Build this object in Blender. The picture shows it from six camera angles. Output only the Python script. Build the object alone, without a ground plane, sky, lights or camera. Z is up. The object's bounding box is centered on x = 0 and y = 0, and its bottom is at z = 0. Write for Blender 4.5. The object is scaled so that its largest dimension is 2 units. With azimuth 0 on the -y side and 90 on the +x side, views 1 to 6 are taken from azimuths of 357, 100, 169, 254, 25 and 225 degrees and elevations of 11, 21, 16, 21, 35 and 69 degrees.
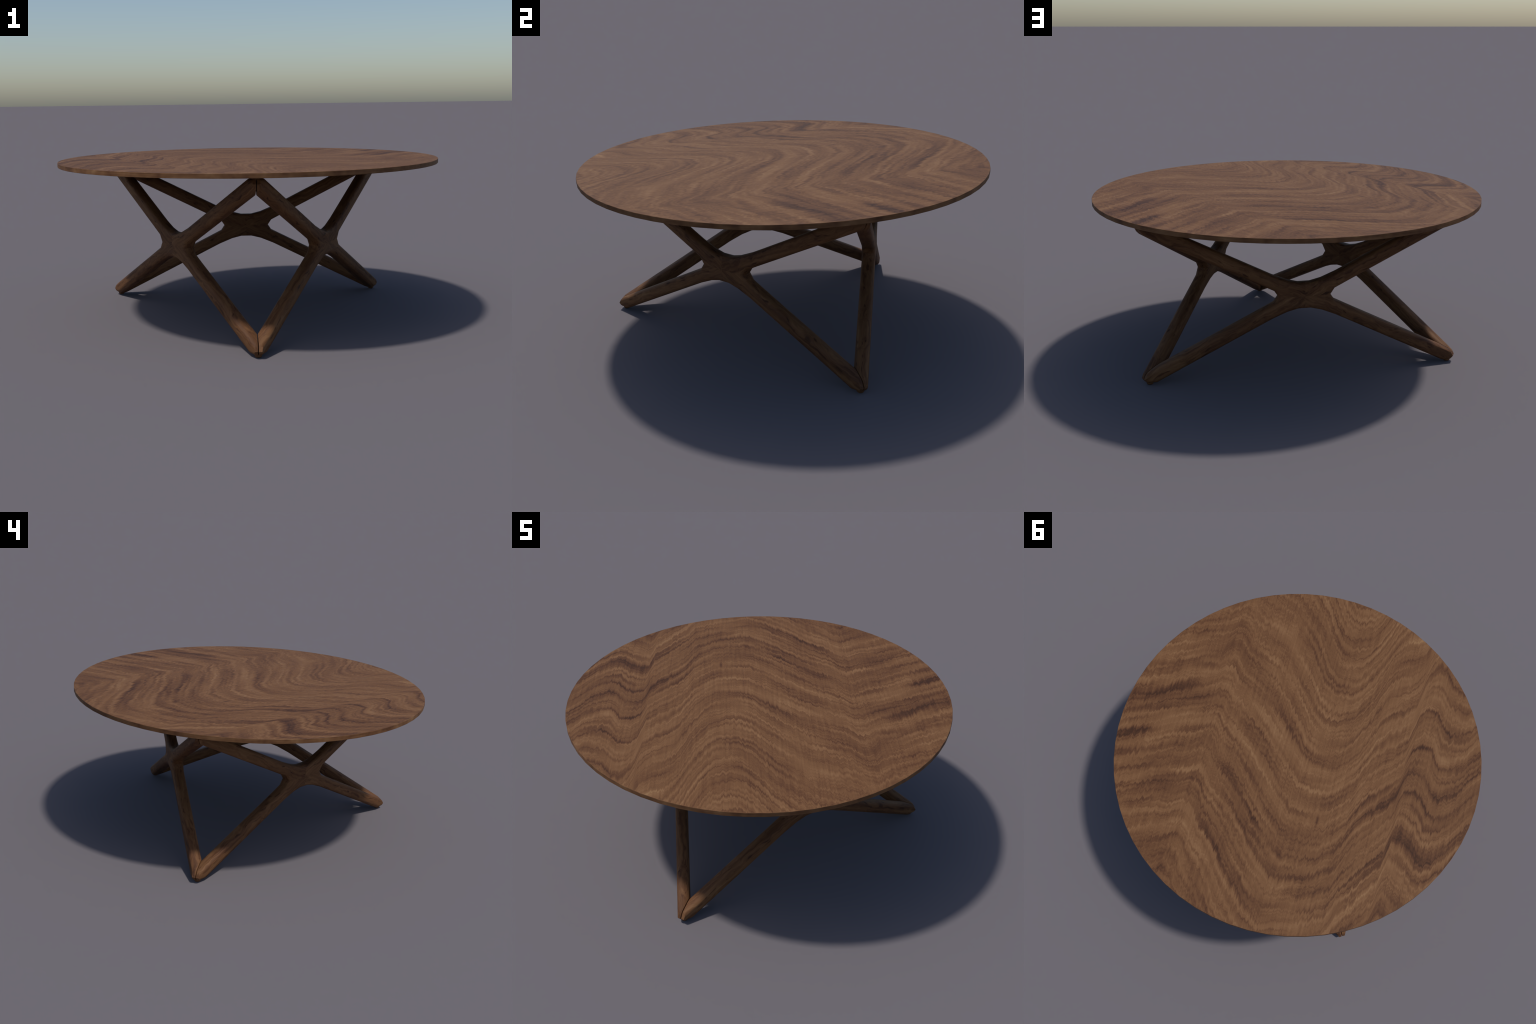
"""Round walnut coffee table: a thin disc top carried by three X-shaped leg
frames that stand on the sides of an equilateral triangle and are mitred
together at three low feet and at three high corners under the top."""
import bpy, bmesh, math
from math import sqrt, sin, cos, pi, radians
from mathutils import Vector, Matrix

# ------------------------------------------------------------------ sizes
TOP_R, TOP_Z, TOP_T = 1.0, 0.8370, 0.0220      # table top: radius, upper face, thickness
UNDER = TOP_Z - TOP_T                          # underside of the top
PLANE_R = 0.4389                               # distance of each X frame from the axis
MID_Z = UNDER / 2                              # crossing height of the X
HALF_T = 0.0328                                # half thickness of the frame wood
SLOPE = 0.503                                  # rise of an arm
CENTRE_OFF = -0.0075                           # offset of the arm's centre line
ARM_W = 0.0665                                 # arm width in the plane of the X
ROUND = 0.019                                  # rounding of the long edges
PAD_H, PAD_R, PAD_AT = 0.0120, 0.0175, 0.8790  # round pads below the feet / under the top
MITRE_GAP = 0.0036                             # play left in the mitre joints
TIP_R = 0.9145                                 # foot tips are cut off at this radius


# ------------------------------------------------------------------ node helper
class Nodes:
    def __init__(self, name):
        self.mat = bpy.data.materials.new(name)
        self.mat.use_nodes = True
        self.t = self.mat.node_tree
        self.t.nodes.clear()

    def new(self, kind, **props):
        n = self.t.nodes.new(kind)
        for k, v in props.items():
            setattr(n, k, v)
        return n

    def put(self, sock, val):
        if isinstance(val, bpy.types.NodeSocket):
            self.t.links.new(val, sock)
        else:
            sock.default_value = val

    def math(self, op, a, b=0.0, c=None, clamp=False):
        n = self.new('ShaderNodeMath', operation=op, use_clamp=clamp)
        self.put(n.inputs[0], a)
        self.put(n.inputs[1], b)
        if c is not None:
            self.put(n.inputs[2], c)
        return n.outputs[0]

    def add(self, a, b): return self.math('ADD', a, b)
    def sub(self, a, b): return self.math('SUBTRACT', a, b)
    def mul(self, a, b): return self.math('MULTIPLY', a, b)

    def dot(self, vec, axis):
        n = self.new('ShaderNodeVectorMath', operation='DOT_PRODUCT')
        self.put(n.inputs[0], vec)
        n.inputs[1].default_value = axis
        return n.outputs['Value']

    def vec(self, x, y, z=0.0):
        n = self.new('ShaderNodeCombineXYZ')
        for s, v in zip(n.inputs, (x, y, z)):
            self.put(s, v)
        return n.outputs[0]

    def noise(self, vec, scale=1.0, detail=2.0, rough=0.5, distortion=0.0):
        n = self.new('ShaderNodeTexNoise')
        self.put(n.inputs['Vector'], vec)
        n.inputs['Scale'].default_value = scale
        n.inputs['Detail'].default_value = detail
        n.inputs['Roughness'].default_value = rough
        n.inputs['Distortion'].default_value = distortion
        return n.outputs['Fac']

    def remap(self, v, a, b, c, d, smooth=False):
        n = self.new('ShaderNodeMapRange')
        if smooth:
            n.interpolation_type = 'SMOOTHSTEP'
        self.put(n.inputs['Value'], v)
        for k, x in zip(('From Min', 'From Max', 'To Min', 'To Max'), (a, b, c, d)):
            n.inputs[k].default_value = x
        return n.outputs['Result']

    def ramp(self, fac, stops, interp='LINEAR'):
        n = self.new('ShaderNodeValToRGB')
        cr = n.color_ramp
        cr.interpolation = interp
        while len(cr.elements) < len(stops):
            cr.elements.new(0.5)
        for e, (p, c) in zip(cr.elements, stops):
            e.position = p
            e.color = (c, c, c, 1) if isinstance(c, float) else (*c, 1)
        self.put(n.inputs['Fac'], fac)
        return n.outputs['Color']

    def curve(self, val, pts):
        n = self.new('ShaderNodeFloatCurve')
        c = n.mapping.curves[0]
        while len(c.points) < len(pts):
            c.points.new(0.5, 0.5)
        for p, (x, y) in zip(c.points, pts):
            p.location = (x, y)
        n.mapping.update()
        self.put(n.inputs['Value'], val)
        return n.outputs['Value']

    def bump_at(self, px, py, x, y, sx, sy):
        """soft elliptical spot around (px, py), 1 in the middle"""
        dx = self.mul(self.sub(x, px), 1.0 / sx)
        dy = self.mul(self.sub(y, py), 1.0 / sy)
        r2 = self.add(self.mul(dx, dx), self.mul(dy, dy))
        return self.math('POWER', 2.718, self.mul(r2, -1.0))

    def finish(self, color, rough, bump=None, strength=0.1, spec=0.14):
        b = self.new('ShaderNodeBsdfPrincipled')
        b.inputs['Specular IOR Level'].default_value = spec
        o = self.new('ShaderNodeOutputMaterial')
        self.put(b.inputs['Base Color'], color)
        self.put(b.inputs['Roughness'], rough)
        if bump is not None:
            n = self.new('ShaderNodeBump')
            n.inputs['Strength'].default_value = strength
            n.inputs['Distance'].default_value = 0.001
            self.put(n.inputs['Height'], bump)
            self.t.links.new(n.outputs[0], b.inputs['Normal'])
        self.t.links.new(b.outputs[0], o.inputs[0])
        return self.mat


# walnut tones, dark growth line to pale wood
WALNUT = [(0.00, (0.048, 0.0205, 0.0108)), (0.20, (0.086, 0.0365, 0.0172)),
          (0.42, (0.130, 0.059, 0.0258)), (0.60, (0.163, 0.078, 0.0342)),
          (0.80, (0.200, 0.102, 0.047)), (1.00, (0.250, 0.138, 0.064))]


# ------------------------------------------------------------------ materials
def tabletop_wood():
    N = Nodes('figured_walnut')
    P = N.new('ShaderNodeTexCoord').outputs['Object']
    az = radians(118.0)                         # direction of the fibres
    u = N.dot(P, (cos(az), sin(az), 0))         # along the fibres
    w = N.dot(P, (sin(az), -cos(az), 0))        # across the fibres
    # growth rings swing up and down across the board: ring shift at each w
    swing = [(-1.0, .72), (-.93, .632), (-.86, .546), (-.78, .521), (-.70, .59), (-.635, .605),
             (-.58, .469), (-.53, .405), (-.43, .315), (-.30, .092), (-.17, 0.0), (-.08, .013),
             (0.0, .085), (.15, .228), (.30, .351), (.42, .428), (.50, .499), (.57, .461),
             (.63, .447), (.70, .423), (.82, .361), (1.0, .29)]
    # the swing is larger on one end of the board than on the other
    taper = [(-1.0, .03), (-.86, .09), (-.70, .19), (-.635, .15), (-.55, .08), (-.43, .137),
             (-.30, .05), (-.17, 0.0), (-.08, .037), (0.0, .093), (.15, .13), (.30, .078),
             (.50, .02), (.60, 0.0), (1.0, 0.0)]
    w01 = N.remap(w, -1.0, 1.0, 0, 1)
    D0 = N.mul(N.curve(w01, [((x + 1) / 2, d / .8) for x, d in swing]), .8)
    D1 = N.mul(N.curve(w01, [((x + 1) / 2, d / .3) for x, d in taper]), -.3)
    v = N.add(u, N.add(D0, N.mul(u, D1)))
    # gentle wander, ragged step of the rings from fibre to fibre
    wander = N.sub(N.noise(N.vec(u, w), 3.2, 2), 0.5)
    ragged = N.sub(N.noise(N.vec(N.mul(w, 55), N.mul(u, 3.0)), 1.0, 2, 0.6), 0.5)
    fine = N.sub(N.noise(N.vec(N.mul(w, 120), N.mul(u, 6), 3.0), 1.0, 2, 0.6), 0.5)
    v = N.add(v, N.add(N.mul(wander, 0.03), N.add(N.mul(ragged, 0.066), N.mul(fine, 0.040))))
    # ring-to-ring tone
    rings = N.noise(N.vec(N.mul(v, 36.0), N.mul(w, 3.0), 7.3), 1.0, 2, 0.5)
    ripple = N.noise(N.vec(N.mul(v, 72.0), N.mul(w, 6.0), 4.1), 1.0, 1, 0.5)
    broad = N.noise(N.vec(N.mul(v, 4.5), N.mul(w, 0.9), 2.1), 1.0, 1, 0.5)
    # named dark and pale growth lines along v (0.5 = neutral)
    def st(x): return (x + 1.0) / 2.7
    lines = N.ramp(N.remap(v, -1.0, 1.7, 0, 1), [
        (st(-.80), .46), (st(-.63), .42), (st(-.588), .68), (st(-.54), .42), (st(-.40), .40),
        (st(-.331), .66), (st(-.28), .48), (st(-.16), .34), (st(-.125), .56), (st(-.085), .36),
        (st(-.045), .56), (st(.05), .34), (st(.09), .57), (st(.22), .56), (st(.265), .28),
        (st(.295), .36), (st(.33), .58), (st(.42), .58), (st(.457), .20), (st(.50), .56),
        (st(.576), .20), (st(.615), .60), (st(.672), .20), (st(.71), .60), (st(.782), .24),
        (st(.825), .50), (st(.905), .20), (st(.94), .62), (st(.982), .32), (st(1.03), .56),
        (st(1.11), .30)])
    keep = N.remap(N.noise(N.vec(N.mul(v, 6.0), N.mul(w, 3.5), 11.0), 1.0, 1), 0.40, 0.64, 0.25, 1.2)
    tone = N.add(0.52, N.mul(N.sub(rings, 0.5), 1.0))
    tone = N.add(tone, N.mul(N.sub(ripple, 0.5), 0.58))
    tone = N.add(tone, N.mul(N.sub(broad, 0.5), 0.35))
    tone = N.add(tone, N.mul(N.mul(N.sub(lines, 0.5), keep), 0.95))
    # fibre streaks and pores
    streak = N.noise(N.vec(N.mul(w, 80), N.mul(u, 4.5), 1.0), 1.0, 2, 0.6)
    tone = N.add(tone, N.mul(N.sub(streak, 0.5), 0.50))
    # rings that turn almost black for part of their length: two near one rim,
    # a folded one on the opposite side and a broad one at the far rim
    def ring_spot(ring, thick, mask, k):
        d = N.mul(N.sub(v, ring), 1.0 / thick)
        return N.mul(N.mul(N.math('POWER', 2.718, N.mul(N.mul(d, d), -1.0)), mask), k)
    fold = N.bump_at(-.15, -.66, u, w, .11, .085)
    for dark in (ring_spot(.185, .042, N.remap(w, .58, .72, 0, 1, True), .30),
                 ring_spot(.210, .018, N.remap(w, .62, .74, 0, 1, True), .22),
                 ring_spot(.432, .020, N.remap(w, .76, .86, 0, 1, True), .50),
                 ring_spot(.435, .016, fold, .55),
                 ring_spot(.875, .040, N.remap(w, -.50, -.62, 0, 1, True), .16)):
        tone = N.sub(tone, dark)
    # a short fleck in the trough of the swing and a pale corner
    uj = N.add(u, N.mul(ragged, 0.05))
    for (pu, pw, su, sw, k) in [(.358, -.202, .03, .008, .45), (.80, .53, .035, .03, .20),
                                (-.84, -.53, .05, .06, -.25)]:
        tone = N.sub(tone, N.mul(N.bump_at(pu, pw, uj, w, su, sw), k))
    col = N.ramp(tone, WALNUT)
    return N.finish(col, 0.62)


def rim_wood():
    N = Nodes('walnut_edge')
    P = N.new('ShaderNodeTexCoord').outputs['Object']
    big = N.noise(P, 13.0, 2, 0.6)
    sep = N.new('ShaderNodeSeparateXYZ')
    N.put(sep.inputs[0], P)
    lay = N.noise(N.vec(N.mul(sep.outputs[0], 8), N.mul(sep.outputs[1], 8),
                        N.mul(sep.outputs[2], 160)), 1.0, 2)
    tone = N.add(0.53, N.add(N.mul(N.sub(big, .5), 1.4), N.mul(N.sub(lay, .5), 0.6)))
    return N.finish(N.ramp(tone, WALNUT), 0.55)


def leg_wood():
    N = Nodes('straight_walnut')
    P = N.new('ShaderNodeTexCoord').outputs['Object']
    info = N.new('ShaderNodeObjectInfo')
    sep = N.new('ShaderNodeSeparateXYZ')
    N.put(sep.inputs[0], P)
    x, y, z = sep.outputs
    zr = N.sub(z, MID_Z)
    ax, aznode = N.math('ABSOLUTE', x), N.math('ABSOLUTE', zr)
    a0 = math.atan(SLOPE)
    # each arm is its own stick: coordinates along and across it, with its own seed
    along = N.add(N.mul(ax, cos(a0)), N.mul(aznode, sin(a0)))
    across = N.sub(N.mul(aznode, cos(a0)), N.mul(ax, sin(a0)))
    seed = N.add(N.mul(N.math('SIGN', x), 3.7), N.mul(N.math('SIGN', zr), 9.1))
    seed = N.add(seed, N.mul(info.outputs['Random'], 17.0))
    along_s = N.add(along, seed)
    wave = N.sub(N.noise(N.vec(N.mul(along_s, 7), N.mul(across, 9), N.mul(y, 9)), 1.0, 2), 0.5)
    wob = N.sub(N.noise(N.vec(N.mul(along_s, 38), N.mul(across, 30), N.mul(y, 30)), 1.0, 2), 0.5)
    warp = N.add(N.mul(wave, 0.07), N.mul(wob, 0.008))
    ac = N.add(across, warp)
    yy = N.add(y, warp)
    rings = N.noise(N.vec(N.mul(along_s, 3.0), N.mul(ac, 75), N.mul(yy, 75)), 1.0, 3, 0.6)
    broad = N.noise(N.vec(N.mul(along_s, 2.0), N.mul(ac, 18), N.mul(yy, 18)), 1.0, 2)
    fibre = N.noise(N.vec(N.mul(along_s, 16), N.mul(ac, 260), N.mul(yy, 260)), 1.0, 2)
    tone = N.add(0.43, N.mul(N.sub(rings, .5), 1.2))
    tone = N.add(tone, N.mul(N.sub(broad, .5), 0.85))
    tone = N.add(tone, N.mul(N.sub(fibre, .5), 0.25))
    # a few short dark checks along the grain
    check = N.noise(N.vec(N.mul(along_s, 13), N.mul(ac, 70), N.mul(yy, 70)), 1.0, 1)
    tone = N.sub(tone, N.remap(check, 0.66, 0.74, 0.0, 0.35))
    return N.finish(N.ramp(tone, WALNUT), 0.62)


def pad_wood():
    N = Nodes('pad_walnut')
    P = N.new('ShaderNodeTexCoord').outputs['Object']
    tone = N.add(0.36, N.mul(N.sub(N.noise(P, 90, 2), .5), 0.35))
    return N.finish(N.ramp(tone, WALNUT), 0.6)


# ------------------------------------------------------------------ meshes
def to_object(name, bm, mats, parent, smooth=True, angle=35):
    me = bpy.data.meshes.new(name)
    bmesh.ops.recalc_face_normals(bm, faces=bm.faces)
    for f in bm.faces:
        f.smooth = smooth
    bm.to_mesh(me)
    bm.free()
    for m in mats:
        me.materials.append(m)
    if smooth:
        me.set_sharp_from_angle(angle=radians(angle))
    ob = bpy.data.objects.new(name, me)
    bpy.context.scene.collection.objects.link(ob)
    ob.parent = parent
    return ob


def x_outline():
    """closed outline of one X frame in its own plane (t sideways, z up)"""
    half = ARM_W / 2 * sqrt(1 + SLOPE ** 2)
    upper = lambda t: SLOPE * t + CENTRE_OFF + half
    lower = lambda t: SLOPE * t + CENTRE_OFF - half
    cap = MID_Z - PAD_H                          # arms are planed level at the pads
    t_cap = (cap - CENTRE_OFF - half) / SLOPE
    t_apex = (cap - CENTRE_OFF + half) / SLOPE   # beyond the mitre, trimmed later
    quad = [(0.030, 0.0655), (0.086, 0.0795), (0.160, upper(0.160)), (t_cap, cap), (t_apex, cap),
            (0.215, lower(0.215)), (0.150, lower(0.150) - 0.0005), (0.130, 0.0)]
    # four mirrored quadrants, walked round once
    q1 = quad
    q4 = [(t, -z) for t, z in reversed(quad[:-1])]
    q3 = [(-t, -z) for t, z in quad]
    q2 = [(-t, z) for t, z in reversed(quad[:-1])]
    return q1 + q4 + q3 + q2


def x_frame_mesh():
    bm = bmesh.new()
    pts = x_outline()
    back = [bm.verts.new((t, PLANE_R - HALF_T, MID_Z + z)) for t, z in pts]
    front = [bm.verts.new((t, PLANE_R + HALF_T, MID_Z + z)) for t, z in pts]
    n = len(pts)
    bm.faces.new(front)
    bm.faces.new(list(reversed(back)))
    for i in range(n):
        j = (i + 1) % n
        bm.faces.new((front[j], front[i], back[i], back[j]))
    bmesh.ops.recalc_face_normals(bm, faces=bm.faces)
    rim = [e for e in bm.edges if abs(e.verts[0].co.y - e.verts[1].co.y) < 1e-6]
    bmesh.ops.bevel(bm, geom=rim, offset=ROUND, offset_type='OFFSET', segments=3,
                    profile=0.5, affect='EDGES', clamp_overlap=False)
    # mitre cuts at both ends, then the sharp tip is taken off and eased in two slopes
    s3 = sqrt(3)

    for co, no in ((Vector((.4, 0, 0)), Vector((1, 0, 0))), (Vector((-.4, 0, 0)), Vector((1, 0, 0))),
                   (Vector((0, 0, MID_Z)), Vector((0, 0, 1)))):
        bmesh.ops.bisect_plane(bm, geom=bm.verts[:] + bm.edges[:] + bm.faces[:], dist=1e-6,
                               plane_co=co, plane_no=no)

    def slopes(side):
        for r, h, tilt in ((0.9040, 0.0516, 44), (0.9040, 0.0516, 29), (0.9140, 0.0330, -36)):
            for level, sgn in ((h, 1), (UNDER - h, -1)):
                out = Vector((side * s3 / 2, 0.5, 0))
                yield (out * cos(radians(tilt)) + Vector((0, 0, sgn * sin(radians(tilt)))),
                       out * r + Vector((0, 0, level)))
    for side in (1, -1):
        for normal, point in (
                (Vector((side, -s3, 0)).normalized(), Vector((side * (s3 * PLANE_R - MITRE_GAP), PLANE_R, 0))),
                (Vector((side * s3 / 2, 0.5, 0)), Vector((side * s3 / 2, 0.5, 0)) * TIP_R),
                *slopes(side)):
            # only this arm end is cut (the sloped cuts belong to one arm each)
            half = [f for f in bm.faces if side * f.calc_center_median().x > 0.4]
            if abs(normal.z) > .01:
                low = point.z < MID_Z
                half = [f for f in half if (f.calc_center_median().z < MID_Z) == low]
            geom = list({v for f in half for v in f.verts}) + list({e for f in half for e in f.edges}) + half
            r = bmesh.ops.bisect_plane(bm, geom=geom, dist=1e-6, plane_co=point, plane_no=normal,
                                       clear_outer=True)
            if any(isinstance(e, bmesh.types.BMEdge) for e in r['geom_cut']):
                bmesh.ops.holes_fill(bm, edges=[e for e in bm.edges if e.is_boundary], sides=0)
    bmesh.ops.remove_doubles(bm, verts=bm.verts, dist=2e-4)
    bmesh.ops.recalc_face_normals(bm, faces=bm.faces)
    # ease the arrises of the cut ends
    def is_cap(f):
        nn = f.normal
        for side in (1, -1):
            if nn.dot(Vector((side, -s3, 0)).normalized()) > .999: return True
        return False
    edges = [e for e in bm.edges if any(is_cap(f) for f in e.link_faces) and e.calc_length() > 0.003]
    bmesh.ops.bevel(bm, geom=edges, offset=0.003, offset_type='OFFSET', segments=2, profile=0.5,
                    affect='EDGES', clamp_overlap=True)
    return bm


def disc_mesh():
    bm = bmesh.new()
    n = 64
    rows = []
    for z, r in ((UNDER, TOP_R - .0012), (UNDER + .0012, TOP_R), (TOP_Z - .0010, TOP_R), (TOP_Z, TOP_R - .0010)):
        rows.append([bm.verts.new((r * cos(2 * pi * i / n), r * sin(2 * pi * i / n), z)) for i in range(n)])
    for a, b in zip(rows, rows[1:]):
        for i in range(n):
            j = (i + 1) % n
            f = bm.faces.new((a[i], a[j], b[j], b[i]))
            f.material_index = 1
    bm.faces.new(rows[-1])
    bm.faces.new(list(reversed(rows[0])))
    return bm


def pad_mesh(h):
    bm = bmesh.new()
    n = 20
    prof = [(0, .80), (.18, .94), (.40, 1.0), (1.0, 1.0)]
    rows = [[bm.verts.new((PAD_R * k * cos(2 * pi * i / n), PAD_R * k * sin(2 * pi * i / n), h * f))
             for i in range(n)] for f, k in prof]
    for a, b in zip(rows, rows[1:]):
        for i in range(n):
            j = (i + 1) % n
            bm.faces.new((a[i], a[j], b[j], b[i]))
    bm.faces.new(list(reversed(rows[0])))
    bm.faces.new(rows[-1])
    return bm


# ------------------------------------------------------------------ assembly
for ob in list(bpy.data.objects):
    bpy.data.objects.remove(ob, do_unlink=True)

table = bpy.data.objects.new('coffee_table', None)
bpy.context.scene.collection.objects.link(table)
table['label'] = 'low round walnut table on three crossed X leg frames'
table['category'] = 'coffee table'

WOOD_TOP, WOOD_RIM, WOOD_LEG, WOOD_PAD = tabletop_wood(), rim_wood(), leg_wood(), pad_wood()

to_object('tabletop', disc_mesh(), [WOOD_TOP, WOOD_RIM], table, angle=30)

frame = to_object('leg_frame', x_frame_mesh(), [WOOD_LEG], table, angle=32)
frames = [frame]
for k in (1, 2):
    c = frame.copy()
    bpy.context.scene.collection.objects.link(c)
    c.rotation_euler.z = radians(120 * k)
    frames.append(c)

pad_depth = PAD_H + 0.004
foot = to_object('foot_pad', pad_mesh(pad_depth), [WOOD_PAD], table, angle=50)
for k, name in ((0, 'foot_pad'), (1, 'spacer_pad')):
    for i in range(3):
        az = radians(-90 + 120 * i)
        if k == 0 and i == 0:
            p = foot
        else:
            p = foot.copy()
            p.name = name
            bpy.context.scene.collection.objects.link(p)
        p.location = (PAD_AT * cos(az), PAD_AT * sin(az), 0 if k == 0 else UNDER + .0008)
        if k == 1:
            p.rotation_euler.x = pi
        p.parent = table
